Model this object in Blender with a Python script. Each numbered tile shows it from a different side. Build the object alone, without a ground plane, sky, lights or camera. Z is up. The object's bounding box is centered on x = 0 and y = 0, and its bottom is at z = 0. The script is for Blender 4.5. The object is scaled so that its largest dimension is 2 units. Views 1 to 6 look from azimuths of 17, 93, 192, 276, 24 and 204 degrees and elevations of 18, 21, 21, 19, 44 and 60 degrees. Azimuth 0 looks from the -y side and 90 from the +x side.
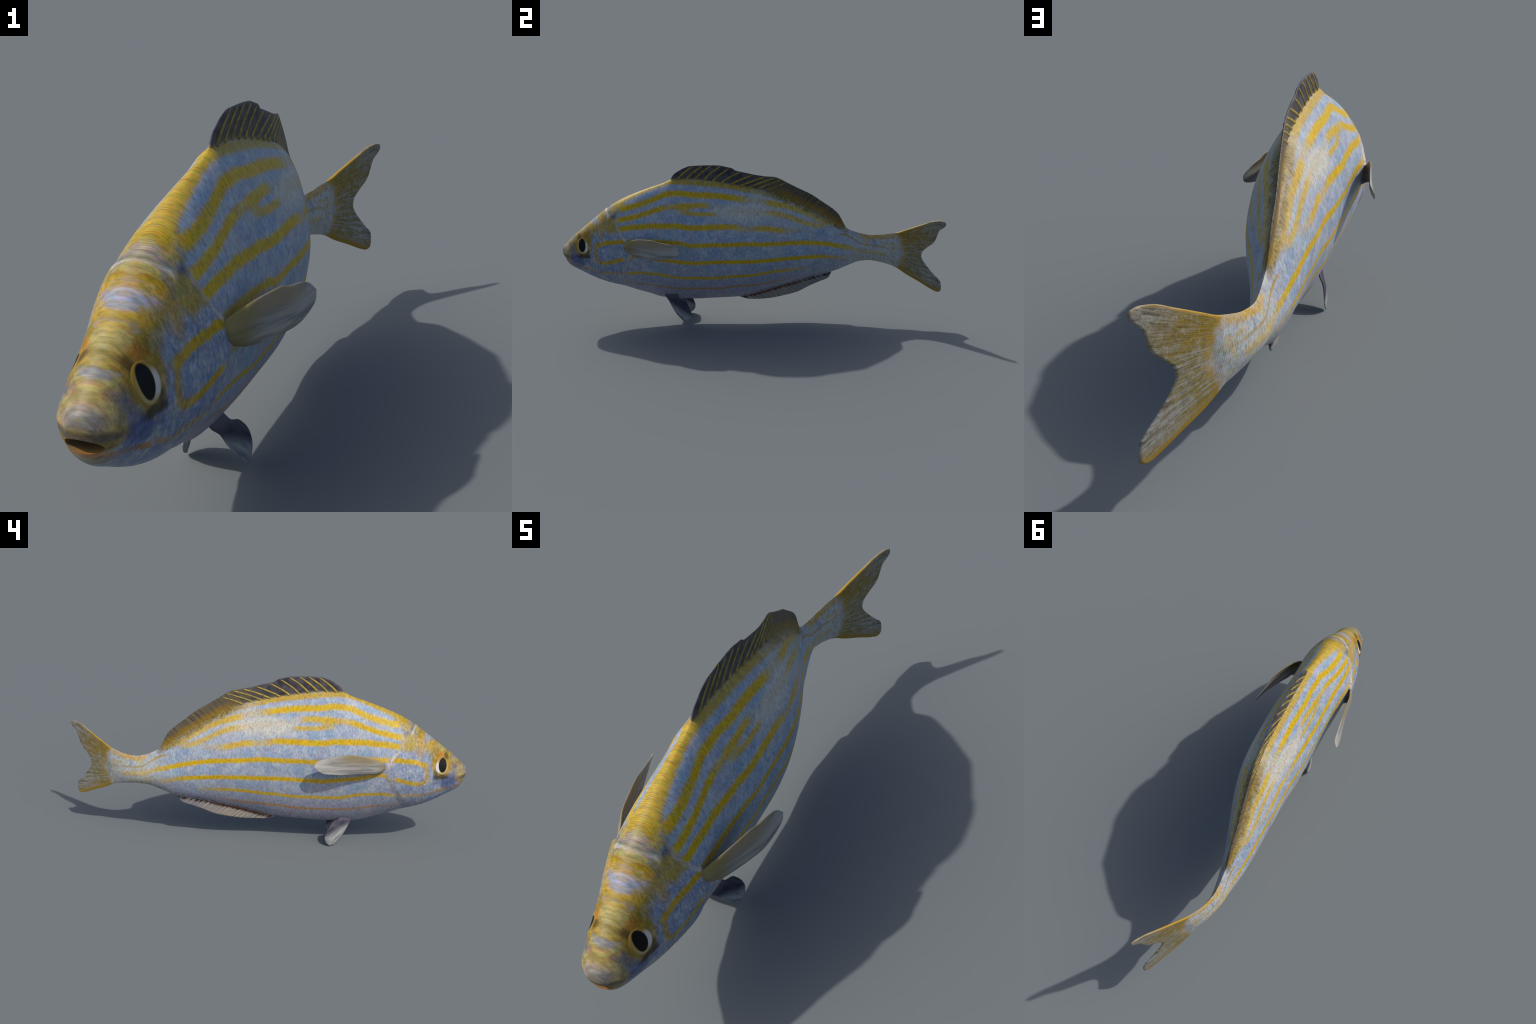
# A yellow-striped sea bream, built part by part: one smooth body lofted from
# side profiles, half-width profiles and section exponents, bent along a spine
# curve; fins are blades lofted between their two edges.
import bpy, bmesh, math, random
import numpy as np
from mathutils import Vector, Matrix

random.seed(7)
rng = np.random.default_rng(7)
for o in list(bpy.data.objects):
    bpy.data.objects.remove(o)
COL = bpy.context.scene.collection

# ------------------------------------------------------------------ curves
def pchip(knots, x):
    xk, yk = (np.array(v, float) for v in zip(*knots))
    h = np.diff(xk); d = np.diff(yk) / h
    m = np.zeros_like(yk)
    for i in range(1, len(xk) - 1):
        if d[i-1] * d[i] > 0:
            w1, w2 = 2*h[i] + h[i-1], h[i] + 2*h[i-1]
            m[i] = (w1 + w2) / (w1/d[i-1] + w2/d[i])
    m[0], m[-1] = d[0], d[-1]
    x = np.clip(x, xk[0], xk[-1])
    i = np.clip(np.searchsorted(xk, x) - 1, 0, len(h) - 1)
    t = (x - xk[i]) / h[i]
    return ((2*t**3-3*t**2+1)*yk[i] + (t**3-2*t**2+t)*h[i]*m[i]
            + (-2*t**3+3*t**2)*yk[i+1] + (t**3-t**2)*h[i]*m[i+1])

def smooth(a, b, x):
    t = np.clip((x - a) / (b - a), 0, 1)
    return t*t*(3 - 2*t)

# side profile: height of back and belly along the length (y)
BACK = [(-.999,.411),(-.996,.421),(-.985,.4335),(-.97,.446),(-.94,.477),(-.885,.520),(-.824,.568),(-.763,.6150),(-.748,.6275),(-.738,.6300),(-.721,.6435),(-.667,.674),
        (-.585,.709),(-.497,.740),(-.427,.763),(-.395,.777),(-.293,.777),(-.205,.767),(-.1,.749),(0,.728),(.1,.706),
        (.19,.672),(.27,.626),(.345,.583),(.42,.532),(.505,.480),(.54,.462),(.58,.447),(.63,.438),(.68,.441),(.74,.455)]
BELLY = [(-.999,.399),(-.996,.385),(-.991,.366),(-.985,.352),(-.967,.324),(-.905,.284),(-.82,.238),(-.76,.215),(-.69,.194),(-.62,.1665),
         (-.55,.144),(-.488,.1235),(-.39,.113),(-.317,.111),(-.179,.116),(-.073,.122),(0,.137),(.1,.163),(.2,.186),
         (.3,.211),(.42,.235),(.456,.245),(.517,.270),(.575,.290),(.63,.294),(.69,.287),(.74,.277)]
DORSAL_EDGE = [(-.395,.777),(-.385,.797),(-.354,.822),(-.32,.839),(-.288,.849),(-.2,.851),(-.146,.849),(-.1,.839),
               (-.074,.832),(-.058,.820),(-.034,.814),(.045,.794),(.107,.782),(.135,.779),(.168,.766),(.2,.746),
               (.272,.704),(.328,.671),(.383,.629),(.44,.585),(.467,.556),(.486,.519),(.505,.480)]
ANAL_EDGE = [(-.073,.122),(-.055,.115),(-.02,.106),(.03,.104),(.094,.106),(.16,.115),(.24,.132),(.3,.159),
             (.356,.181),(.409,.203),(.417,.218),(.425,.2355)]
SPINE = [(-1,-.0171),(-.8,-.0192),(-.6,-.0174),(-.4,-.0100),(-.2,-.0045),(0,-.001),(.2,-.0205),(.4,-.0476),
         (.5,-.0535),(.6,-.0555),(.68,-.0405),(.76,-.0085),(.82,.0225),(.884,.058),(.94,.0905),(1.0,.123)]
HALF_WIDTH = [(-1,.004),(-.998,.018),(-.994,.027),(-.985,.038),(-.96,.0620),(-.92,.0762),(-.87,.0870),(-.8,.1058),(-.7,.1295),(-.6,.138),
              (-.45,.1325),(-.3,.1298),(-.1,.1290),(.1,.1128),(.3,.0790),(.45,.0520),(.55,.0350),(.62,.0280),(.68,.0245),(.74,.0195)]
# section shape along the body: height of the widest line, exponents above and below it
SECTION_Y = [-1, -.8, -.55, -.2, .2, .6]
SECTION = [(.6107,.4633,.5560,.558,.4597,.4123), (1.15,1.31,1.09,1.28,1.5551,1.1),
           (.46,.46,.585,.705,.5478,.74), (1.7704,1.7387,2.40,2.35,1.7465,1.8469),
           (.5292,.5215,.8190,.745,.6598,.70)]
GILL_EDGE = [(.235,-.700),(.26,-.690),(.314,-.663),(.369,-.636),(.431,-.610),(.468,-.620),(.522,-.658),(.564,-.680),
             (.600,-.702),(.66,-.735)]          # z -> y of the rear rim of the gill cover

zt = lambda y: pchip(BACK, y)
zb = lambda y: pchip(BELLY, y)
spine = lambda y: pchip(SPINE, y)
gill_y = lambda z: pchip(GILL_EDGE, z)

def body_half(y, z):
    y = np.asarray(y, float); z = np.asarray(z, float)
    W = pchip(HALF_WIDTH, y)
    mid, au, bu, al, bl = [pchip(list(zip(SECTION_Y, s)), y) for s in SECTION]
    a, b = zb(y), zt(y); zm = a + (b - a)*mid
    up = z > zm
    u = np.where(up, (z - zm)/np.maximum(b - zm, 1e-6), (zm - z)/np.maximum(zm - a, 1e-6))
    u = np.clip(u, 0, 1)
    w = W * np.maximum(1 - u**np.where(up, au, al), 0)**np.where(up, bu, bl)
    # gill cover: the plate stands proud and drops off at its rear rim
    g = gill_y(z) - y
    lift = .0090*np.where(g > 0, np.exp(-np.maximum(g, 0)/.07), 0)*smooth(-.004, .004, g)
    lift *= smooth(.235, .30, z)*(1 - smooth(.545, .62, z))
    # nape plate: a low step across the crown
    nape = -.742 + .55*(zt(y) - z) - y
    lift = lift + .0045*np.where(nape > 0, np.exp(-np.maximum(nape, 0)/.03), 0)*smooth(-.003, .003, nape)*(1 - smooth(.045, .065, zt(y) - z))
    return w + lift*np.clip(w/.05, 0, 1)

def fin_half(y, z, base, edge, thick):
    """blade thickness: tapers to the edge and is rounded there"""
    d = np.abs(edge - z); span = np.maximum(np.abs(edge - base), 1e-6)
    r = np.clip(d/.006, 0, 1)
    return thick*(.55 + .45*np.clip(d/span, 0, 1))*np.sqrt(1 - (1 - r)**2)*np.clip(span/.01, 0, 1)

# ------------------------------------------------------------------ body grid
NB, ND, NA = 56, 12, 8
st = np.concatenate([-.999 + .079*np.linspace(0, 1, 20)**2, np.linspace(-.912, -.402, 70),
                     np.linspace(-.3955, -.28, 22), np.linspace(-.272, .40, 80),
                     np.linspace(.405, .51, 26), np.linspace(.517, .74, 26)])
def column(y):
    b, t = float(zb(y)), float(zt(y))
    u = np.sin(np.linspace(-np.pi/2, np.pi/2, NB))
    body = (b + t)/2 + (t - b)/2*u
    edge_d = float(pchip(DORSAL_EDGE, y)) if -.395 < y < .505 else t
    edge_a = float(pchip(ANAL_EDGE, y)) if -.073 < y < .425 else b
    edge_d = max(edge_d, t); edge_a = min(edge_a, b)
    kd = np.sin(np.linspace(0, np.pi/2, ND + 1))[1:]
    ka = np.sin(np.linspace(0, np.pi/2, NA + 1))[1:]
    zz = np.concatenate([(b + (edge_a - b)*ka)[::-1], body, t + (edge_d - t)*kd])
    yy = np.full_like(zz, y)
    w = body_half(yy, zz)
    if edge_d - t > 1e-4:
        f = np.where(zz > t - .03, fin_half(yy, np.maximum(zz, t), t, edge_d, .0055), 0)*smooth(t - .03, t, zz)
        w = np.sqrt(w**2 + f**2)
    if b - edge_a > 1e-4:
        f = np.where(zz < b + .02, fin_half(yy, np.minimum(zz, b), b, edge_a, .0055), 0)*(1 - smooth(b, b + .02, zz))
        w = np.sqrt(w**2 + f**2)
    w[0] = w[-1] = 0
    return yy, zz, w
cols = [column(y) for y in st]
cols[0][2][:] = 0

# caudal fin: Coons patch between the last body section, the two fin margins and the forked rim
LOWER_MARGIN = [(.74,.277),(.766,.267),(.811,.241),(.88,.209),(.93,.184),(.958,.1725)]
UPPER_MARGIN = [(.74,.455),(.77,.465),(.82,.491),(.886,.526),(.943,.555),(.974,.5625)]
FORK_RIM = [(.958,.1725),(.972,.1735),(.984,.184),(.9855,.203),(.980,.233),(.953,.262),(.920,.299),(.895,.334),(.887,.355),
            (.891,.377),(.912,.405),(.949,.446),(.958,.472),(.970,.507),(.994,.531),(1.0008,.545),(.9965,.5575),(.974,.5625)]
def along(poly, n, t):
    P = np.array(poly, float); s = np.concatenate([[0], np.cumsum(np.linalg.norm(np.diff(P, axis=0), axis=1))])
    s /= s[-1]
    return np.stack([pchip(list(zip(s, P[:, k])), t) for k in (0, 1)], -1)
uu = (1 + np.sin(np.linspace(-np.pi/2, np.pi/2, NB)))/2
F = np.stack([np.full(NB, .74), float(zb(.74)) + (float(zt(.74)) - float(zb(.74)))*uu], -1)
rim_t = .5*uu + .5*np.linspace(0, 1, NB)
R = along(FORK_RIM, NB, rim_t)
ss = np.sin(np.linspace(0, np.pi/2, 44))[1:]
Lm, Um = along(LOWER_MARGIN, 0, ss), along(UPPER_MARGIN, 0, ss)
rows = np.arange(NB)
for k, s in enumerate(ss):
    t = uu[:, None]
    P = ((1-t)*Lm[k] + t*Um[k] + (1-s)*F + s*R
         - ((1-t)*(1-s)*F[0] + (1-t)*s*R[0] + t*(1-s)*F[-1] + t*s*R[-1]))
    yy, zz = P[:, 0], P[:, 1]
    w0 = body_half(np.full(NB, .74), F[:, 1])
    fade = 1 - smooth(0, .45, s)
    blade = .0065 - .0022*s
    # distance to the rim, measured inside the fin
    dl = np.minimum(np.linalg.norm(P - P[0], axis=1), np.linalg.norm(P - P[-1], axis=1))
    dr = np.linalg.norm(P - R, axis=1)
    r = np.clip(np.minimum(dl, dr)/.006, 0, 1)
    w = np.sqrt((w0*fade)**2 + (blade*np.sqrt(1 - (1 - r)**2)*smooth(0, .15, s))**2)
    w[0] = w[-1] = 0
    if k == len(ss) - 1:
        w[:] = 0
    pad = lambda a, lo, hi: np.concatenate([np.full(NA, a[0]), a, np.full(ND, a[-1])])
    cols.append((pad(yy, 0, 0), pad(zz, 0, 0), pad(w, 0, 0)))

Y = np.array([c[0] for c in cols]); Zc = np.array([c[1] for c in cols]); Wd = np.array([c[2] for c in cols])
X0 = spine(Y)
nc, nr = Y.shape
right = np.stack([X0 + Wd, Y, Zc], -1).reshape(-1, 3)
left = np.stack([X0 - Wd, Y, Zc], -1).reshape(-1, 3)
verts = np.concatenate([right, left])
idx = np.arange(nc*nr).reshape(nc, nr)
a, b, c, d = idx[:-1, :-1], idx[1:, :-1], idx[1:, 1:], idx[:-1, 1:]
fr = np.stack([a, b, c, d], -1).reshape(-1, 4)
fl = fr[:, ::-1] + nc*nr
me = bpy.data.meshes.new("fish_skin_mesh")
me.from_pydata(verts.tolist(), [], np.concatenate([fr, fl]).tolist())
bm = bmesh.new(); bm.from_mesh(me)
bmesh.ops.remove_doubles(bm, verts=bm.verts, dist=1e-5)
bmesh.ops.dissolve_degenerate(bm, dist=1e-6, edges=bm.edges)
bm.normal_update()
bmesh.ops.recalc_face_normals(bm, faces=bm.faces)
for f in bm.faces: f.smooth = True
bm.to_mesh(me); bm.free()

# ------------------------------------------------------------------ node helpers
def lin(r, g, b):
    f = lambda v: (v/255/12.92) if v/255 <= .04045 else ((v/255 + .055)/1.055)**2.4
    k = TONE
    m = (f(r) + f(g) + f(b))/3
    return tuple(max(0.0, k*(1.03*f(v) - .03*m)) for v in (r, g, b)) + (1,)
TONE = .585  # darkens every colour, lowered partly to match the target's darker shaded flank

class Graph:
    def __init__(self, name):
        self.mat = bpy.data.materials.new(name); self.mat.use_nodes = True
        self.t = self.mat.node_tree; self.n = self.t.nodes; self.n.clear()
        tc = self.n.new("ShaderNodeTexCoord"); self.pos = tc.outputs["Object"]
        s = self.n.new("ShaderNodeSeparateXYZ"); self.link(self.pos, s.inputs[0])
        self.x, self.y, self.z = s.outputs
    def link(self, a, b): self.t.links.new(a, b)
    def put(self, sock, v):
        if isinstance(v, bpy.types.NodeSocket): self.link(v, sock)
        else: sock.default_value = v
    def math(self, op, a, b=0.0, c=None, clamp=False):
        m = self.n.new("ShaderNodeMath"); m.operation = op; m.use_clamp = clamp
        self.put(m.inputs[0], a); self.put(m.inputs[1], b)
        if c is not None: self.put(m.inputs[2], c)
        return m.outputs[0]
    def add(self, a, b): return self.math("ADD", a, b)
    def sub(self, a, b): return self.math("SUBTRACT", a, b)
    def mul(self, a, b): return self.math("MULTIPLY", a, b)
    def step(self, v, a, b, lo=0.0, hi=1.0):
        """smooth ramp from lo at a to hi at b"""
        m = self.n.new("ShaderNodeMapRange"); m.interpolation_type = "SMOOTHSTEP"
        rev = a > b
        if rev: a, b, lo, hi = b, a, hi, lo
        self.put(m.inputs[0], v)
        for i, q in zip((1, 2, 3, 4), (a, b, lo, hi)): m.inputs[i].default_value = q
        return m.outputs[0]
    def curve(self, v, pts):
        """profile curve through control points, argument and value both 0..1"""
        n = self.n.new("ShaderNodeFloatCurve"); n.inputs["Factor"].default_value = 1
        self.put(n.inputs["Value"], v)
        c = n.mapping.curves[0]; pts = sorted(pts)
        while len(c.points) < len(pts): c.points.new(.5, .5)
        for p, q in zip(c.points, pts): p.location = q; p.handle_type = "AUTO_CLAMPED"
        n.mapping.extend = "HORIZONTAL"; n.mapping.update()
        return n.outputs[0]
    def vec(self, x, y, z):
        c = self.n.new("ShaderNodeCombineXYZ")
        for i, q in enumerate((x, y, z)): self.put(c.inputs[i], q)
        return c.outputs[0]
    def noise(self, v, scale, detail=3, rough=.55, out="Fac", dist=0.0):
        n = self.n.new("ShaderNodeTexNoise"); self.put(n.inputs["Vector"], v)
        n.inputs["Scale"].default_value = scale; n.inputs["Detail"].default_value = detail
        n.inputs["Roughness"].default_value = rough; n.inputs["Distortion"].default_value = dist
        return n.outputs[out]
    def voronoi(self, v, scale, feature="F1"):
        n = self.n.new("ShaderNodeTexVoronoi"); n.feature = feature; self.put(n.inputs["Vector"], v)
        n.inputs["Scale"].default_value = scale
        return n.outputs["Distance"]
    def mix(self, f, a, b, kind="MIX"):
        m = self.n.new("ShaderNodeMix"); m.data_type = "RGBA"; m.blend_type = kind
        self.put(m.inputs[0], f); self.put(m.inputs[6], a); self.put(m.inputs[7], b)
        return m.outputs[2]
    def blob(self, cy, cz, ry, rz, soft=.5, wob=None):
        """soft elliptic patch in the side view"""
        dy = self.mul(self.sub(self.y, cy), 1/ry); dz = self.mul(self.sub(self.z, cz), 1/rz)
        r = self.math("SQRT", self.add(self.mul(dy, dy), self.mul(dz, dz)))
        if wob is not None: r = self.add(r, wob)
        return self.step(r, 1 + soft, 1 - soft)
    def finish(self, colour, rough=.5, bump=None, strength=.2, dist=.004, spec=.3, transl=0.0, coat=0.0):
        b = self.n.new("ShaderNodeBsdfPrincipled"); o = self.n.new("ShaderNodeOutputMaterial")
        self.put(b.inputs["Base Color"], colour); self.put(b.inputs["Roughness"], rough)
        b.inputs["Specular IOR Level"].default_value = spec
        b.inputs["Coat Weight"].default_value = coat
        if bump is not None:
            n = self.n.new("ShaderNodeBump"); n.inputs["Strength"].default_value = strength
            n.inputs["Distance"].default_value = dist; self.link(bump, n.inputs["Height"])
            self.link(n.outputs[0], b.inputs["Normal"])
        out = b.outputs[0]
        if transl > 0:
            t = self.n.new("ShaderNodeBsdfTranslucent"); self.put(t.inputs["Color"], colour)
            m = self.n.new("ShaderNodeMixShader"); m.inputs[0].default_value = transl
            self.link(out, m.inputs[1]); self.link(t.outputs[0], m.inputs[2]); out = m.outputs[0]
        self.link(out, o.inputs[0])
        return self.mat

YELLOW, ORANGE = lin(228, 192, 0), lin(220, 172, 0)

def fin_streaks(g, q, across, fine):
    """noise drawn out along the fin rays; q is the coordinate across the rays"""
    return g.noise(g.vec(0.0, g.mul(q, across), g.mul(fine, .12)), 1.0, 3, .6)

def dorsal_colour(g):
    q = g.sub(g.y, g.mul(g.sub(g.z, .75), 1.05))
    st = fin_streaks(g, q, 150, g.mul(g.z, 60)); n = g.noise(g.pos, 30, 3)
    col = g.mix(g.step(n, .35, .65), lin(64, 63, 72), lin(102, 99, 106))
    rear = g.step(g.y, -.06, .2)
    brown = g.mix(g.step(st, .35, .65), lin(80, 74, 74), lin(134, 122, 92))
    col = g.mix(rear, col, brown)
    base = g.curve(g.mul(g.add(g.y, 1), .5), [((y + 1)/2, z) for y, z in BACK[14:26]])
    up = g.sub(g.z, base)
    col = g.mix(g.mul(g.mul(g.step(g.add(up, g.mul(g.sub(n, .5), .04)), .045, .01), g.step(g.y, .08, .22)), g.step(st, .3, .6, .4, .95)), col, lin(168, 132, 34))
    col = g.mix(g.mul(g.step(up, .012, .0), g.mul(g.step(g.y, .12, .0), .7)), col, lin(178, 162, 110))
    return col, st

def anal_colour(g):
    q = g.sub(g.y, g.mul(g.z, -1.2)); st = fin_streaks(g, q, 130, g.mul(g.z, 60))
    bot = g.curve(g.mul(g.add(g.y, 1), .5), [((y + 1)/2, z) for y, z in BELLY[14:23]])
    dn = g.sub(bot, g.z)
    col = g.mix(g.step(st, .35, .65), lin(132, 126, 122), lin(206, 196, 180))
    col = g.mix(g.step(g.y, .1, .4, 0, .6), col, lin(140, 142, 156))
    col = g.mix(g.mul(g.step(dn, .022, .010), g.step(st, .62, .45)), col, lin(62, 54, 48))
    col = g.mix(g.mul(g.step(dn, .012, .006), g.mul(g.step(g.y, -.06, 0.0), g.step(g.y, .34, .2))), col, lin(132, 70, 40))
    return col, st

def caudal_colour(g):
    dy, dz = g.sub(g.y, .60), g.sub(g.z, .365)
    ang = g.math("ARCTAN2", dz, dy); rad = g.math("SQRT", g.add(g.mul(dy, dy), g.mul(dz, dz)))
    st = g.noise(g.vec(0.0, g.mul(ang, 30), g.mul(rad, 10)), 1.0, 5, .7)
    st2 = g.noise(g.vec(3.0, g.mul(ang, 70), g.mul(rad, 16)), 1.0, 2, .6)
    n = g.noise(g.pos, 26, 3, .6)
    col = g.mix(g.step(st, .36, .64), lin(116, 114, 116), lin(192, 192, 186))
    grainy = g.noise(g.pos, 75, 4, .7); gcol = g.noise(g.pos, 34, 3, .6)
    col = g.mix(g.step(gcol, .45, .65, 0, .7), col, lin(182, 184, 178))
    col = g.mix(g.mul(g.mul(g.step(g.add(st, g.mul(g.sub(gcol, .5), .5)), .62, .42), g.step(rad, .42, .22, .2, .95)), g.step(grainy, .3, .55, .4, 1)), col, lin(162, 142, 46))
    col = g.mix(g.mul(g.mul(g.step(g.z, .38, .43), g.step(rad, .42, .24, .15, .9)), g.step(n, .3, .6, .4, 1)), col, lin(172, 142, 40))
    col = g.mix(g.step(st2, .55, .75, 0, .6), col, lin(206, 202, 196))
    col = g.mix(g.step(st2, .42, .28, 0, .6), col, lin(84, 78, 70))
    col = g.mix(g.step(grainy, .52, .68, 0, .45), col, lin(208, 210, 204))
    col = g.mix(g.step(grainy, .46, .34, 0, .45), col, lin(96, 90, 88))
    # yellow band at the root, yellow lower margin and thin yellow upper margin
    rc = g.curve(g.z, [(.28, .89), (.30, .8915), (.331, .898), (.362, .9005), (.423, .895), (.454, .8835), (.48, .88)])
    rd = g.add(g.math("ABSOLUTE", g.mul(g.sub(g.mul(g.add(g.y, 1), .5), rc), 2)), g.mul(g.sub(n, .5), .03))
    col = g.mix(g.mul(g.step(rd, .034, .002, 0, .75), g.step(gcol, .36, .58, .25, 1)), col, lin(206, 164, 60))
    lo = g.curve(g.mul(g.add(g.y, 1), .5), [((y + 1)/2, z) for y, z in LOWER_MARGIN])
    hi = g.curve(g.mul(g.add(g.y, 1), .5), [((y + 1)/2, z) for y, z in UPPER_MARGIN])
    col = g.mix(g.mul(g.step(g.add(g.sub(g.z, lo), g.mul(g.sub(st, .5), .03)), .024, .004), .9), col, lin(196, 154, 10))
    col = g.mix(g.mul(g.step(g.add(g.sub(g.z, lo), g.mul(g.sub(st, .5), .06)), .06, .01), .45), col, lin(170, 140, 50))
    col = g.mix(g.mul(g.step(g.add(g.sub(hi, g.z), g.mul(g.sub(st, .5), .02)),   .013, .002), g.step(g.y, .97, .84, .3, .85)), col, lin(206, 164, 60))
    return col, st2

# ------------------------------------------------------------------ skin
def skin_material(name):
    g = Graph(name)
    Yn = g.mul(g.add(g.y, 1.0), .5)
    # the side view carries the pattern; across the fish it changes only slowly
    flat = g.vec(g.mul(g.math("ABSOLUTE", g.add(g.x, .02)), .25), g.y, g.z)
    n_big = g.noise(flat, 9, 3); n_mid = g.noise(flat, 34, 4, .6); n_fine = g.noise(flat, 120, 3, .6)
    stretch = g.vec(g.mul(g.x, .2), g.mul(g.y, 1.9), g.mul(g.z, .75))
    n_streak = g.noise(stretch, 90, 3, .65)
    n_hue = g.noise(flat, 22, 3, .6, out="Color")
    # base: pale blue, lilac and silver
    hue = g.n.new("ShaderNodeSeparateColor"); g.link(n_hue, hue.inputs[0])
    col = g.mix(g.step(n_big, .35, .65), lin(156, 182, 212), lin(176, 184, 206))
    col = g.mix(g.step(hue.outputs[0], .42, .68, 0, .6), col, lin(208, 214, 220))
    col = g.mix(g.step(hue.outputs[1], .55, .75, 0, .6), col, lin(150, 168, 204))
    col = g.mix(g.step(hue.outputs[2], .58, .75, 0, .5), col, lin(170, 200, 205))
    # lilac belly
    col = g.mix(g.step(g.z, .36, .20, 0, .6), col, lin(180, 174, 194))
    # silvery peduncle and the pale worn patch on the flank
    w = g.mul(g.sub(n_mid, .5), 1.2)
    col = g.mix(g.mul(g.blob(.0, .618, .17, .045, .45, w), .9), col, lin(220, 219, 212))
    col = g.mix(g.mul(g.blob(.20, .55, .20, .05, .6, w), .45), col, lin(204, 208, 214))
    col = g.mix(g.mul(g.step(g.y, .40, .62), g.step(n_mid, .25, .55, .45, 1.0)), col, lin(200, 206, 208))
    col = g.mix(g.mul(g.blob(.06, .69, .07, .022, .7, w), .6), col, lin(206, 208, 208))
    # ---- head
    gy = g.curve(g.z, [(z, (y + 1)/2) for z, y in GILL_EDGE])
    gd = g.mul(g.sub(Yn, gy), 2.0)                      # >0 behind the gill rim
    gw = g.add(gd, g.mul(g.sub(n_mid, .5), .02))
    on_head = g.step(gw, .012, -.012)
    top = g.curve(Yn, [((y + 1)/2, z) for y, z in BACK])
    depth = g.sub(top, g.z)                              # depth below the back line
    dw = g.add(depth, g.mul(g.sub(n_mid, .5), .05))
    cheek = g.mix(g.step(n_mid, .35, .7), lin(142, 160, 204), lin(190, 200, 214))
    cheek = g.mix(g.step(n_streak, .5, .72, 0, .7), cheek, lin(206, 206, 216))
    col = g.mix(g.mul(on_head, .8), col, cheek)
    olive = g.mix(g.step(n_mid, .36, .62), lin(160, 136, 56), lin(196, 180, 118))
    olive = g.mix(g.step(hue.outputs[1], .48, .66, 0, .65), olive, lin(186, 152, 40))
    olive = g.mix(g.step(hue.outputs[0], .52, .66, 0, .7), olive, lin(112, 100, 58))
    olive = g.mix(g.step(hue.outputs[2], .52, .64, 0, .65), olive, lin(158, 162, 182))
    crown = g.mul(g.step(dw, .075, .035), g.step(g.y, -.62, -.68))
    crown = g.math("MAXIMUM", crown, g.mul(g.step(dw, .112, .075), g.step(g.y, -.79, -.84)))
    col = g.mix(crown, col, olive)
    # lilac saddle across the crown, pale rim of the nape plate, dark notch above the gill
    yd = g.add(g.y, g.mul(depth, -.55))
    yw = g.add(yd, g.mul(g.sub(n_mid, .5), .035))
    band = g.mul(g.step(yw, -.838, -.822), g.step(yw, -.786, -.800))
    col = g.mix(g.mul(g.mul(band, g.step(depth, .058, .036)), g.step(n_fine, .3, .55, .55, .95)), col, lin(172, 180, 212))
    col = g.mix(g.mul(g.blob(-.700, .600, .018, .016, .6, w), .8), col, lin(84, 90, 130))
    rd = g.math("ABSOLUTE", g.add(g.add(yd, .742), g.mul(g.sub(n_mid, .5), .02)))
    col = g.mix(g.mul(g.mul(g.step(g.add(rd, g.mul(g.sub(n_fine, .5), .012)), .008, .001), g.step(depth, .050, .036)), .6), col, lin(226, 222, 214))
    rd2 = g.math("ABSOLUTE", g.add(g.add(yd, .730), g.mul(g.sub(n_mid, .5), .02)))
    col = g.mix(g.mul(g.mul(g.step(rd2, .010, .003), g.step(depth, .040, .020)), .6), col, lin(120, 120, 150))
    # gill cover: yellow shoulder patch
    col = g.mix(g.mul(g.blob(-.715, .560, .040, .034, .5, w), .85), col, lin(198, 172, 66))
    col = g.mix(g.mul(g.blob(-.765, .545, .016, .050, .6, w), .7), col, lin(212, 168, 44))
    col = g.mix(g.mul(g.blob(-.808, .540, .030, .028, .6, w), .75), col, lin(196, 166, 62))
    # ---- stripes: centre line, half width, strength along the body
    def stripe(col, centre, half, fade, colour=YELLOW, wob=.016, soft=.45):
        c = g.curve(Yn, [((y + 1)/2, z) for y, z in centre])
        s = g.curve(Yn, [((y + 1)/2, v) for y, v in fade])
        d = g.math("ABSOLUTE", g.mul(g.sub(g.z, c), .88))
        d = g.add(d, g.add(g.mul(g.sub(n_fine, .5), wob), g.mul(g.sub(n_streak, .5), wob*.6)))
        m = g.mul(g.mul(g.step(d, half*(1 + soft), half*(1 - soft)), s), g.step(n_streak, .25, .5, .72, 1.0))
        tone = g.mix(g.step(n_mid, .3, .7), colour, g.mix(.5, colour, ORANGE))
        return g.mix(m, col, tone)
    on, off = (lambda *ys: [(y, 1) for y in ys]), (lambda *ys: [(y, 0) for y in ys])
    col = g.mix(g.mul(g.mul(g.step(depth, .014, .004), g.step(g.y, -.70, -.62)), g.mul(g.step(g.y, -.30, -.42), .7)), col, lin(176, 166, 140))
    col = stripe(col, [(-.68,.660),(-.614,.693),(-.556,.717),(-.497,.740),(-.438,.760),(-.386,.770),(-.316,.767),(-.235,.760),
                       (-.176,.752),(-.088,.740),(-.018,.726),(.087,.700),(.158,.681),(.218,.657),(.26,.63)], .0105,
                 [(-.70,0),(-.66,.85),(-.5,.9),(-.02,.9),(.08,.55),(.2,.6),(.27,0)], lin(204,174,40))
    col = stripe(col, [(-.644,.643),(-.585,.657),(-.528,.673),(-.469,.695),(-.428,.711),(-.353,.718),(-.296,.711),(-.168,.702),
                       (-.092,.692),(-.004,.678),(.037,.673),(.107,.656),(.154,.644),(.213,.624),(.273,.595),(.333,.561),
                       (.382,.531),(.426,.513),(.478,.497)], .0125,
                 [(-.67,0),(-.645,1),(-.1,1),(-.02,.75),(.05,.35),(.09,.45),(.12,.9),(.3,.75),(.4,.7),(.47,.4),(.5,0)])
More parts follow.
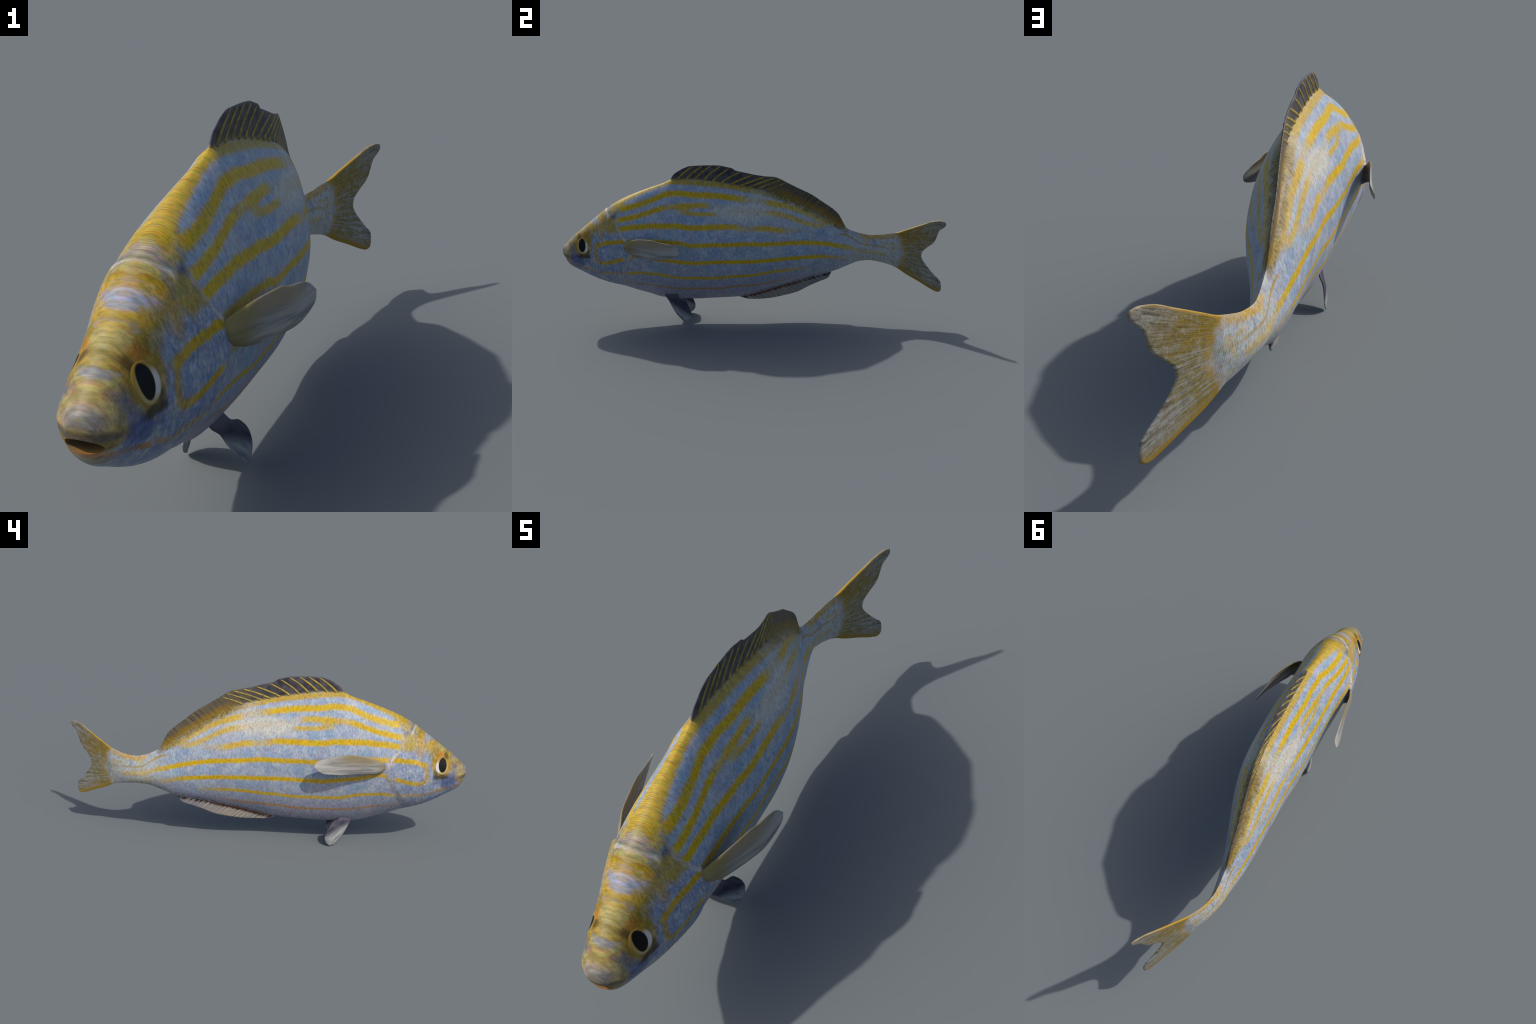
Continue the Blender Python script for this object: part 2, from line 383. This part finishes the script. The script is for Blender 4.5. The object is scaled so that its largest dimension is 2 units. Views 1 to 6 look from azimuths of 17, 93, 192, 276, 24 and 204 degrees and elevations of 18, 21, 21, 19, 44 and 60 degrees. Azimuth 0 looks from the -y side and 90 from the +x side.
    col = stripe(col, [(-.662,.589),(-.616,.600),(-.558,.613),(-.500,.630),(-.460,.643),(-.413,.653),(-.344,.657),(-.240,.660),
                       (-.17,.651),(.034,.619),(.093,.609),(.152,.599),(.211,.576),(.271,.546),(.331,.520),(.393,.505)], .0115,
                 [(-.685,0),(-.66,1),(-.46,1),(-.40,.75),(-.34,.95),(-.23,.9),(-.19,.3),(-.16,.15),(0,.15),(.1,.45),(.18,.8),(.33,.75),(.41,0)])
    col = stripe(col, [(-.36,.630),(-.31,.624),(-.264,.619),(-.212,.617),(-.177,.617)], .0090,
                 [(-.32,0),(-.30,.85),(-.2,.85),(-.15,0)])
    col = g.mix(g.mul(g.mul(g.blob(-.322, .641, .034, .024, .6, g.mul(w, 1.6)), g.step(n_streak, .35, .6, .3, 1)), .9), col, lin(220, 186, 60))
    col = stripe(col, [(-.663,.546),(-.617,.554),(-.560,.558),(-.502,.563),(-.416,.562),(-.370,.562),(-.313,.554),(-.243,.552),
                       (-.174,.554),(-.097,.554),(-.003,.539),(.067,.537),(.120,.527),(.161,.518),(.209,.511),(.27,.507)], .0125,
                 [(-.685,0),(-.67,1),(-.16,1),(-.04,.75),(0,.5),(.06,.9),(.15,.9),(.19,.5),(.27,.25),(.31,0)])
    col = stripe(col, [(-.80,.455),(-.782,.458),(-.753,.472),(-.694,.481),(-.662,.487),(-.623,.486),(-.471,.484),(-.397,.479),
                       (-.347,.474),(-.285,.460),(-.210,.462),(-.129,.462),(-.04,.463),(.089,.453),(.179,.447),(.269,.438),
                       (.360,.422),(.423,.407),(.486,.389),(.536,.376),(.567,.361),(.610,.352),(.698,.345)], .0105,
                 [(-.81,0),(-.785,.9),(-.64,1),(-.63,.6),(-.60,.9),(.36,1),(.5,.85),(.56,.5),(.68,.45),(.72,0)])
    col = stripe(col, [(-.80,.378),(-.77,.366),(-.735,.369),(-.688,.383),(-.65,.392),(-.63,.388),(-.605,.405),(-.58,.413),(-.55,.408),
                       (-.48,.389),(-.422,.379),(-.364,.370),(-.282,.362),(-.200,.364),(-.129,.367),(.05,.363),(.180,.362),
                       (.271,.356),(.343,.351),(.393,.345),(.456,.332),(.520,.318)], .0100,
                 [(-.80,0),(-.77,.8),(-.66,.95),(-.645,.3),(-.62,.3),(-.60,.9),(.3,1),(.43,.7),(.53,0)])
    col = stripe(col, [(-.775,.301),(-.716,.304),(-.646,.303),(-.599,.309),(-.530,.303),(-.472,.297),(-.425,.283),(-.367,.273),
                       (-.307,.271),(-.218,.269),(-.147,.272),(-.081,.279),(-.009,.280),(.063,.286),(.153,.290),(.214,.290),
                       (.275,.287),(.336,.284)], .0080,
                 [(-.79,0),(-.74,.5),(-.66,.4),(-.62,.9),(.1,.95),(.25,.55),(.34,0)])
    col = stripe(col, [(-.686,.242),(-.604,.237),(-.533,.227),(-.469,.214),(-.398,.201),(-.308,.200),(-.218,.199),(-.158,.200),
                       (-.098,.210),(-.019,.213),(.055,.216),(.097,.218),(.157,.227),(.219,.230)], .0058,
                 [(-.70,0),(-.60,.5),(-.4,.7),(-.05,.8),(.15,.5),(.23,0)], lin(206,146,56), .008)
    # lateral line on the tail stalk
    col = stripe(col, [(.480,.454),(.506,.443),(.543,.423),(.580,.398),(.617,.387),(.669,.383),(.764,.370)], .0042,
                 [(.46,0),(.50,.9),(.56,.7),(.64,.65),(.72,.4),(.77,0)], lin(178,150,72), .005)
    # stripes that run up and down: cheek edge, jaw, rim of the gill cover
    def upright(col, centre, half, fade, colour, wob=.008):
        c = g.curve(g.z, [(z, (y + 1)/2) for z, y in centre])
        s = g.curve(g.z, fade)
        d = g.add(g.math("ABSOLUTE", g.mul(g.sub(Yn, c), 2.0)), g.mul(g.sub(n_fine, .5), wob))
        return g.mix(g.mul(g.step(d, half*1.5, half*.5), s), col, colour)
    col = upright(col, [(.36,-.775),(.378,-.795),(.403,-.802),(.432,-.798),(.466,-.782)], .010,
                  [(.355,0),(.37,.75),(.45,.8),(.475,0)], lin(206,172,70))
    col = upright(col, [(.235,-.700),(.26,-.690),(.314,-.663),(.369,-.638),(.431,-.613),(.468,-.622),(.522,-.660),(.57,-.684)], .0075,
                  [(.25,0),(.29,.6),(.36,.7),(.40,.9),(.47,.95),(.52,.75),(.57,.3),(.60,0)], lin(226,214,210))
    col = stripe(col, [(-.851,.313),(-.879,.325),(-.914,.337),(-.976,.347)], .0065,
                 [(-.99,.7),(-.94,.55),(-.89,.85),(-.86,.7),(-.845,0)], lin(190,134,72), .006)
    col = stripe(col, [(-.85,.330),(-.83,.312),(-.80,.300),(-.76,.297)], .0065, [(-.85,0),(-.835,.6),(-.79,.5),(-.76,0)], lin(196,160,84), .006)
    # blue below the eye, beige snout, lilac nose tip
    col = g.mix(g.mul(g.blob(-.905, .375, .048, .036, .6, w), .85), col, lin(94, 112, 168))
    col = g.mix(g.mul(g.blob(-.933, .425, .026, .036, .6, w), .5), col, lin(116, 124, 166))
    col = g.mix(g.mul(g.blob(-.966, .405, .022, .045, .5, w), .75), col, lin(190, 168, 108))
    col = g.mix(g.mul(g.blob(-.992, .425, .022, .022, .6, w), .6), col, lin(140, 140, 166))
    col = g.mix(g.mul(g.blob(-.985, .386, .03, .010, .6, w), .75), col, lin(92, 90, 104))  # shade under the upper lip, painted as a dark patch
    col = g.mix(g.mul(g.blob(-.985, .349, .03, .007, .6, w), .8), col, lin(196, 150, 108))
    col = g.mix(g.mul(g.blob(-.985, .330, .03, .014, .5, w), .8), col, lin(182, 172, 140))
    sw = g.mul(g.sub(n_mid, .5), .55)
    col = g.mix(g.mul(g.blob(-.8715, .4505, .0470, .0610, .22, sw), .9), col, g.mix(g.step(n_mid, .35, .65), lin(178, 146, 48), lin(206, 172, 66)))
    col = g.mix(g.mul(g.blob(-.866, .497, .018, .014, .6, sw), .75), col, lin(194, 128, 44))
    col = g.mix(g.mul(g.blob(-.893, .487, .012, .018, .6, sw), .8), col, lin(84, 54, 26))
    col = g.mix(g.mul(g.blob(-.872, .396, .034, .013, .5, sw), .85), col, lin(58, 54, 40))
    col = g.mix(g.mul(g.blob(-.845, .412, .012, .022, .6, sw), .7), col, lin(70, 66, 52))
    # yellow back and rear rim of the tail stalk, blue-grey flecks behind the dorsal fin
    col = g.mix(g.mul(g.mul(g.step(depth, .034, .012), g.mul(g.step(g.y, .545, .59), g.step(g.y, .78, .73))), g.step(n_mid, .35, .6, .35, .9)), col, lin(214,170,52))
    stalk = g.mul(g.step(g.y, .46, .60), g.step(g.y, .80, .74))
    col = g.mix(g.mul(stalk, g.step(hue.outputs[0], .50, .62, 0, .6)), col, lin(208, 184, 112))
    col = g.mix(g.mul(stalk, g.step(hue.outputs[1], .56, .66, 0, .45)), col, lin(150, 158, 178))
    # scale rows: fine irregular weave of light and dark, weaker on the head
    rows = g.n.new("ShaderNodeTexWave"); rows.wave_profile = "SIN"
    g.put(rows.inputs["Vector"], g.vec(0.0, g.add(g.y, g.mul(g.z, .28)), g.mul(g.z, .35))); rows.bands_direction = "Y"
    rows.inputs["Scale"].default_value = 58; rows.inputs["Distortion"].default_value = 5
    rows.inputs["Detail"].default_value = 3; rows.inputs["Detail Scale"].default_value = 4
    scales = g.voronoi(g.vec(g.mul(g.x, .2), g.y, g.mul(g.z, .7)), 85)
    grain = g.noise(flat, 210, 2, .6)
    body_w = g.mix(on_head, (.30, .30, .30, 1), (.04, .04, .04, 1))
    weave = g.add(g.mul(rows.outputs["Fac"], body_w), g.add(g.mul(n_streak, 1.0), g.add(g.mul(scales, .30), g.mul(grain, .45))))
    tone = g.n.new("ShaderNodeCombineColor")
    k = g.step(weave, .62, 1.25, .68, 1.22)
    for i in range(3): g.link(k, tone.inputs[i])
    col = g.mix(1.0, col, tone.outputs[0], "MULTIPLY")
    tint = g.n.new("ShaderNodeVectorMath"); tint.operation = "MULTIPLY_ADD"
    g.link(g.noise(flat, 95, 3, .65, out="Color"), tint.inputs[0])
    tint.inputs[1].default_value = (.80, .66, .92); tint.inputs[2].default_value = (.60, .67, .54)
    col = g.mix(1.0, col, tint.outputs[0], "MULTIPLY")
    # dark specks along the base of the anal fin
    bot = g.curve(Yn, [((y + 1)/2, z) for y, z in BELLY[12:26]])
    sp = g.sub(g.z, bot)
    near = g.mul(g.step(g.math("ABSOLUTE", g.sub(sp, .006)), .018, .004), g.mul(g.step(g.y, -.22, -.05), g.step(g.y, .45, .3)))
    col = g.mix(g.mul(near, g.step(n_fine, .5, .6, 0, .85)), col, lin(48, 44, 56))
    # olive mottling where the soft rear of the dorsal fin runs into the back
    mott = g.mul(g.step(g.add(depth, g.mul(g.sub(n_mid, .5), .06)), .034, .010), g.mul(g.step(g.y, .04, .16), g.step(g.y, .53, .49)))
    col = g.mix(g.mul(mott, .85), col, g.mix(g.step(n_fine, .38, .58), lin(112, 92, 34), lin(176, 154, 78)))
    # the median fins grow out of the skin: their colours take over at soft, ragged root lines
    back = g.curve(Yn, [((y + 1)/2, z) for y, z in BACK[14:26]])
    ragged = g.mul(g.sub(n_fine, .5), .010)
    up = g.add(g.sub(g.z, back), ragged)
    rear = g.step(g.y, .02, .18)
    up = g.sub(up, g.mul(rear, g.mul(g.sub(n_mid, .5), .05)))
    sharp, vague = g.step(up, -.001, .003), g.step(up, -.012, .016)
    m = g.add(g.mul(sharp, g.sub(1.0, rear)), g.mul(vague, rear))
    m = g.mul(m, g.mul(g.step(g.y, -.402, -.396), g.step(g.y, .520, .506)))
    dcol, dh = dorsal_colour(g); col = g.mix(m, col, dcol)
    bot2 = g.curve(Yn, [((y + 1)/2, z) for y, z in BELLY[14:23]])
    m2 = g.mul(g.step(g.add(g.sub(bot2, g.z), ragged), -.002, .004), g.mul(g.step(g.y, -.085, -.07), g.step(g.y, .445, .425)))
    acol, ah = anal_colour(g); col = g.mix(m2, col, acol)
    m3 = g.step(g.add(g.sub(Yn, ROOT_CURVE(g)), g.mul(g.sub(n_mid, .5), .040)), -.012, .012)
    ccol, ch = caudal_colour(g); col = g.mix(m3, col, ccol)
    h = g.add(g.mul(weave, .5), g.mul(g.math("MAXIMUM", m, m3), ch))
    return g.finish(col, .46, h, .4, .003, spec=.22)

ROOT_CURVE = lambda g: g.curve(g.z, [(.27, .880), (.30, .8875), (.331, .895), (.362, .8975), (.423, .892), (.454, .8805), (.48, .868), (.50, .862)])

def ray_material():
    g = Graph("fin_ray_yellow")
    n = g.noise(g.pos, 60, 3)
    col = g.mix(g.step(n, .3, .7), lin(200, 174, 78), lin(142, 126, 66))
    return g.finish(col, .5, spec=.25)

def pectoral_material():
    g = Graph("pectoral_membrane")
    q = g.vec(g.mul(g.x, 6), g.mul(g.y, 5), g.mul(g.z, 60))
    st = g.noise(q, 1.0, 4, .6, dist=.4); n = g.noise(g.pos, 14, 2)
    col = g.mix(g.step(st, .35, .65), lin(156, 157, 158), lin(212, 210, 204))
    olive = g.mix(g.step(n, .4, .6), lin(176, 160, 100), lin(184, 162, 128))
    col = g.mix(g.mul(g.step(g.add(g.z, g.mul(g.sub(st, .5), .05)), .455, .505), g.step(g.y, -.33, -.46, 0, .85)), col, olive)
    col = g.mix(g.step(g.y, -.545, -.62, 0, .75), col, lin(164, 150, 88))
    return g.finish(col, .5, st, .5, .002, spec=.25, transl=.2)

def pelvic_material():
    g = Graph("pelvic_membrane")
    q = g.add(g.mul(g.y, .75), g.mul(g.z, .66))            # across the rays
    along_r = g.sub(g.mul(g.y, .66), g.mul(g.z, .75))
    st = g.noise(g.vec(0.0, g.mul(q, 110), g.mul(along_r, 12)), 1.0, 4, .6)
    col = g.mix(g.step(st, .35, .65), lin(40, 40, 58), lin(84, 82, 104))
    pale = g.mix(g.step(st, .35, .65), lin(132, 146, 156), lin(214, 210, 206))
    m = g.step(g.add(g.add(g.z, g.mul(g.add(g.y, .40), .55)), g.mul(g.sub(st, .5), .05)), .112, .072)
    col = g.mix(m, col, pale)
    col = g.mix(g.step(g.z, .120, .155, 0, .8), col, lin(118, 108, 122))
    return g.finish(col, .5, st, .3, .002, spec=.3, transl=.1)

def eye_material():
    g = Graph("glossy_eye")
    n = g.noise(g.pos, 45, 3); w = g.mul(g.sub(n, .5), .2)
    dz = g.sub(g.z, .447)
    col = g.mix(g.step(dz, -.030, .030), lin(212, 192, 138), lin(206, 166, 70))
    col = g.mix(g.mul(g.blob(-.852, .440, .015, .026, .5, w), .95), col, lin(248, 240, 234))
    col = g.mix(g.mul(g.blob(-.903, .452, .010, .026, .6, w), .7), col, lin(206, 176, 96))
    dy = g.mul(g.add(g.y, .8735), 1/.0355); dzz = g.mul(dz, 1/.0425)
    r = g.math("SQRT", g.add(g.mul(dy, dy), g.mul(dzz, dzz)))
    col = g.mix(g.mul(g.step(r, .76, .96), .85), col, lin(168, 132, 54))
    col = g.mix(g.blob(-.8765, .4510, .0195, .0335, .08), col, lin(8, 9, 14))
    return g.finish(col, .4, spec=.15)

def mouth_material():
    g = Graph("mouth_lining")
    n = g.noise(g.pos, 40, 3)
    col = g.mix(g.step(n, .3, .7), lin(176, 126, 70), lin(196, 142, 84))
    col = g.mix(g.step(g.y, -.978, -.968), col, lin(186, 160, 116))  # lining lightened here and below so the shadowed cavity reads brown, not black
    col = g.mix(g.step(g.z, .352, .357), col, lin(180, 154, 112))
    col = g.mix(g.step(g.z, .360, .374), col, lin(160, 142, 108))
    return g.finish(col, .5, spec=.2)

M = dict(skin=skin_material("striped_scaly_skin"), ray=ray_material(), pectoral=pectoral_material(),
         pelvic=pelvic_material(), eye=eye_material(), mouth=mouth_material())

# ------------------------------------------------------------------ objects
root = bpy.data.objects.new("striped_fish", None); COL.objects.link(root)
root.empty_display_size = .1
root["label"] = "silvery blue fish with golden lengthwise stripes, tail bent aside"
root["category"] = "fish"

def add_object(name, mesh, parent):
    o = bpy.data.objects.new(name, mesh); COL.objects.link(o); o.parent = parent
    return o

# mouth opening cut out of the snout
body = add_object("body_whole", me, root)
me.materials.append(M["skin"]); me.materials.append(M["mouth"])
bmc = bmesh.new(); bmesh.ops.create_uvsphere(bmc, u_segments=40, v_segments=24, radius=1)
for f in bmc.faces: f.smooth = True; f.material_index = 1
cm = bpy.data.meshes.new("mouth_cutter_mesh"); bmc.to_mesh(cm); bmc.free()
cm.materials.append(M["skin"]); cm.materials.append(M["mouth"])
cutter = add_object("mouth_cutter", cm, None)
cutter.matrix_world = (Matrix.Translation((-.017, -.986, .3675)) @ Matrix.Rotation(math.radians(-10), 4, "X")
                       @ Matrix.Diagonal((.038, .090, .0145, 1)))
bpy.context.view_layer.update()
mod = body.modifiers.new("mouth", "BOOLEAN"); mod.operation = "DIFFERENCE"; mod.object = cutter; mod.solver = "EXACT"
mod.material_mode = "INDEX"
whole = bpy.data.meshes.new_from_object(body.evaluated_get(bpy.context.evaluated_depsgraph_get()))
bpy.data.objects.remove(body); bpy.data.objects.remove(cutter)
for p in whole.polygons: p.use_smooth = True
whole.set_sharp_from_angle(angle=math.radians(62))

nv = len(whole.vertices)
co = np.empty(nv*3); whole.vertices.foreach_get("co", co); co = co.reshape(-1, 3)
corner = np.array([n.vector[:] for n in whole.corner_normals])
fc = np.array([p.center[:] for p in whole.polygons]); fmat = np.array([p.material_index for p in whole.polygons])
fy, fz = fc[:, 1], fc[:, 2]
region = np.full(len(fc), "trunk", dtype=object)
region[(fy < gill_y(fz)) & (fy < -.55)] = "head"
region[fy > .508] = "tail"
region[(fy < .505) & (fy > -.395) & (fz > zt(fy))] = "dorsal_fin"
region[(fy < .425) & (fy > -.073) & (fz < zb(fy))] = "anal_fin"
root_line = pchip([(.28,.775),(.30,.778),(.331,.790),(.362,.797),(.423,.785),(.454,.763),(.48,.76)], fz)
region[fy > root_line] = "caudal_fin"
PARTS = {}
skin_for = dict(head="skin", trunk="skin", tail="skin", dorsal_fin="skin", anal_fin="skin", caudal_fin="skin")
polys = [list(p.vertices) for p in whole.polygons]; loops = [list(p.loop_indices) for p in whole.polygons]
for name, mk in skin_for.items():
    ids = np.nonzero(region == name)[0]
    used = sorted({v for i in ids for v in polys[i]}); back = {v: k for k, v in enumerate(used)}
    m = bpy.data.meshes.new(name)
    m.from_pydata(co[used].tolist(), [], [[back[v] for v in polys[i]] for i in ids])
    m.materials.append(M[mk]); m.materials.append(M["mouth"])
    m.polygons.foreach_set("use_smooth", [True]*len(ids))
    m.polygons.foreach_set("material_index", [int(fmat[i]) for i in ids])
    m.normals_split_custom_set([corner[l].tolist() for i in ids for l in loops[i]])
    PARTS[name] = add_object(name, m, root)
bpy.data.meshes.remove(whole)

# spiny rays of the dorsal fin: slim tapering rods lying along the blade
def rod(path, radii, seg=8):
    P = np.array(path); n = len(P); T = np.gradient(P, axis=0); T /= np.linalg.norm(T, axis=1)[:, None]
    side = np.array([1., 0, 0]); V = []; Fc = []
    for k in range(n):
        u = side - T[k]*(side @ T[k]); u /= np.linalg.norm(u); v = np.cross(T[k], u)
        for j in range(seg):
            a_ = 2*math.pi*j/seg
            V.append(P[k] + radii[k][0]*u*math.cos(a_) + radii[k][1]*v*math.sin(a_))
    for k in range(n-1):
        for j in range(seg):
            Fc.append([k*seg + j, k*seg + (j+1) % seg, (k+1)*seg + (j+1) % seg, (k+1)*seg + j])
    Fc.append(list(range(seg))[::-1]); Fc.append([(n-1)*seg + j for j in range(seg)])
    m = bpy.data.meshes.new("fin_ray"); m.from_pydata([list(map(float, q)) for q in V], [], Fc)
    m.polygons.foreach_set("use_smooth", [True]*len(Fc)); m.materials.append(M["ray"])
    return m
for k in range(11):
    y0 = -.360 + .0455*k + float(rng.normal(0, .0015))
    lean = 1.1 + 2.0*float(smooth(-.20, -.02, y0))
    pts = []
    for r_ in np.linspace(.001, .12, 80):
        q = max(r_, 0)
        yy = y0 + lean*q*(.72 + .30*q/.05); zz = float(zt(y0)) + r_
        if zz < float(zt(yy)) - .004: continue
        if zz > float(pchip(DORSAL_EDGE, yy)) - .002 or yy > .22: break
        pts.append((float(spine(yy)), yy, zz))
    if len(pts) < 5: continue
    tt = np.linspace(0, 1, len(pts)); slim = 1 - .25*float(smooth(-.05, .12, y0))
    rad = [((.0090 - .0034*t)*min(1, .55 + 5*(1 - t)), (.0080 - .0030*t)*slim*min(1, .4 + 5*(1 - t))) for t in tt]
    add_object("fin_ray", rod(pts, rad), PARTS["dorsal_fin"])

# paired fins: cupped blades lofted between two edge curves
def blade(name, edge_a, edge_b, thick, cup, bulge=(0, 0, 0), nu=44, nvv=20, mat=None, parent=root):
    """edge_a and edge_b run from the root to the tip; cup bows the blade sideways"""
    A = np.array(edge_a, float); B = np.array(edge_b, float)
    def run(P, t):
        s = np.concatenate([[0], np.cumsum(np.linalg.norm(np.diff(P, axis=0), axis=1))]); s /= s[-1]
        return np.stack([pchip(list(zip(s, P[:, i])), t) for i in range(3)], -1)
    s = np.sin(np.linspace(0, np.pi/2, nu)); v = (1 - np.cos(np.linspace(0, np.pi, nvv)))/2
    EA, EB = run(A, s), run(B, s)
    G = EA[:, None]*(1 - v)[None, :, None] + EB[:, None]*v[None, :, None]
    G = G + np.array(cup)[None, None]*(4*v*(1 - v))[None, :, None]*np.sin(np.pi*np.clip(s, 0, 1))[:, None, None]
    near = np.clip(s/.10, 0, 1)*np.clip(1 - (s - .10)/.25, 0, 1)   # root rounds forward over its attachment
    G = G + np.array(bulge)[None, None]*(4*v*(1 - v))[None, :, None]*near[:, None, None]
    du = np.gradient(G, axis=0); dv = np.gradient(G, axis=1)
    N = np.cross(du, dv); ln = np.linalg.norm(N, axis=2, keepdims=True); N = N/np.maximum(ln, 1e-9)
    for k in range(nu - 1, 0, -1):
        if np.linalg.norm(N[k, nvv//2]) < .5: N[k] = N[k-1]
    width = np.linalg.norm(EB - EA, axis=1)
    dist = np.minimum(np.minimum(v, 1 - v)[None]*width[:, None], np.linalg.norm(G - G[-1:, nvv//2:nvv//2+1], axis=2))
    r = np.clip(dist/.0045, 0, 1)
    H = thick*(1 - .55*s)[:, None]*np.sqrt(np.maximum(1 - (1 - r)**2, 0))
    P1, P2_ = (G + N*H[..., None]).reshape(-1, 3), (G - N*H[..., None]).reshape(-1, 3)
    id_ = np.arange(nu*nvv).reshape(nu, nvv)
    f1 = np.stack([id_[:-1, :-1], id_[1:, :-1], id_[1:, 1:], id_[:-1, 1:]], -1).reshape(-1, 4)
    f2 = f1[:, ::-1] + nu*nvv
    cap = [[int(id_[0, j]), int(id_[0, j+1]), int(id_[0, j+1]) + nu*nvv, int(id_[0, j]) + nu*nvv] for j in range(nvv-1)]
    m = bpy.data.meshes.new(name)
    m.from_pydata(np.concatenate([P1, P2_]).tolist(), [], f1.tolist() + f2.tolist() + cap)
    b_ = bmesh.new(); b_.from_mesh(m); bmesh.ops.remove_doubles(b_, verts=b_.verts, dist=2e-5)
    bmesh.ops.dissolve_degenerate(b_, dist=1e-6, edges=b_.edges)
    bmesh.ops.recalc_face_normals(b_, faces=b_.faces)
    for f in b_.faces: f.smooth = True
    b_.to_mesh(m); b_.free(); m.materials.append(M[mat])
    return add_object(name, m, parent)

PEC_TOP_R = [(.095,-.640,.472),(.112,-.636,.486),(.137,-.602,.503),(.164,-.548,.516),(.184,-.489,.519),(.194,-.445,.508),
             (.205,-.395,.501),(.216,-.356,.488),(.229,-.341,.470)]
PEC_LOW_R = [(.090,-.572,.412),(.112,-.588,.417),(.138,-.590,.418),(.160,-.558,.414),(.192,-.496,.416),(.214,-.443,.420),
             (.227,-.379,.434),(.231,-.350,.449),(.229,-.341,.470)]
PEC_TOP_L = [(-.130,-.602,.462),(-.158,-.597,.472),(-.169,-.568,.489),(-.184,-.525,.508),(-.190,-.473,.519),(-.197,-.423,.523),
             (-.203,-.372,.515),(-.210,-.322,.504),(-.217,-.280,.493),(-.233,-.265,.472)]
PEC_LOW_L = [(-.125,-.530,.408),(-.150,-.545,.412),(-.174,-.552,.423),(-.187,-.519,.427),(-.193,-.477,.427),(-.203,-.426,.426),
             (-.211,-.392,.425),(-.219,-.358,.429),(-.228,-.320,.434),(-.234,-.281,.453),(-.233,-.265,.472)]
blade("pectoral_fin", PEC_TOP_R, PEC_LOW_R, .0032, (.009, -.002, 0), (.004, -.028, -.004), mat="pectoral")
blade("pectoral_fin", PEC_TOP_L, PEC_LOW_L, .0032, (-.002, -.001, 0), (-.004, -.028, -.004), mat="pectoral")
PEL_FRONT_R = [(.020,-.470,.160),(.028,-.465,.146),(.043,-.446,.124),(.054,-.429,.092),(.069,-.408,.060),(.078,-.386,.036),
               (.083,-.366,.016),(.084,-.346,.0045)]
PEL_REAR_R = [(.030,-.400,.160),(.046,-.389,.138),(.057,-.352,.120),(.071,-.338,.100),(.078,-.328,.077),(.082,-.321,.046),
              (.083,-.326,.025),(.084,-.346,.0045)]
mirror = lambda P: [(-x + .006 - .06*max(0, 0)*0, y, z - .004*(1 - z/.16)) for x, y, z in P]
blade("pelvic_fin", PEL_FRONT_R, PEL_REAR_R, .004, (.006, 0, 0), mat="pelvic")
blade("pelvic_fin", mirror(PEL_FRONT_R), mirror(PEL_REAR_R), .004, (-.006, 0, 0), mat="pelvic")

# eyes: shallow domes seated on the cheek
def eye(side):
    nrad, nang = 14, 56; V, Fc = [], []
    for i in range(nrad + 1):
        r = i/nrad
        for j in range(nang):
            a_ = 2*math.pi*j/nang
            y = -.8735 + .0355*r*math.cos(a_); z = .447 + .0425*r*math.sin(a_)
            w = float(body_half(y, z)) + .0018*math.sqrt(max(0, 1 - r*r)) + .0004 - (.004 if i == nrad else 0)
            V.append((float(spine(y)) + side*w, y, z))
    for i in range(nrad):
        for j in range(nang):
            q = [i*nang + j, i*nang + (j+1) % nang, (i+1)*nang + (j+1) % nang, (i+1)*nang + j]
            Fc.append(q)
    m = bpy.data.meshes.new("eye"); m.from_pydata(V, [], Fc)
    b_ = bmesh.new(); b_.from_mesh(m); bmesh.ops.remove_doubles(b_, verts=b_.verts, dist=1e-5)
    bmesh.ops.recalc_face_normals(b_, faces=b_.faces)
    if sum(f.normal.x for f in b_.faces)*side < 0: bmesh.ops.reverse_faces(b_, faces=b_.faces)
    for f in b_.faces: f.smooth = True
    b_.to_mesh(m); b_.free(); m.materials.append(M["eye"])
    return add_object("eye", m, PARTS["head"])
eye(1); eye(-1)

# rest the fish exactly on z = 0
bpy.context.view_layer.update()
low = min((o.matrix_world @ v.co).z for o in bpy.data.objects if o.type == "MESH" for v in o.data.vertices)
root.location.z = 0.0
print("lowest point", low)
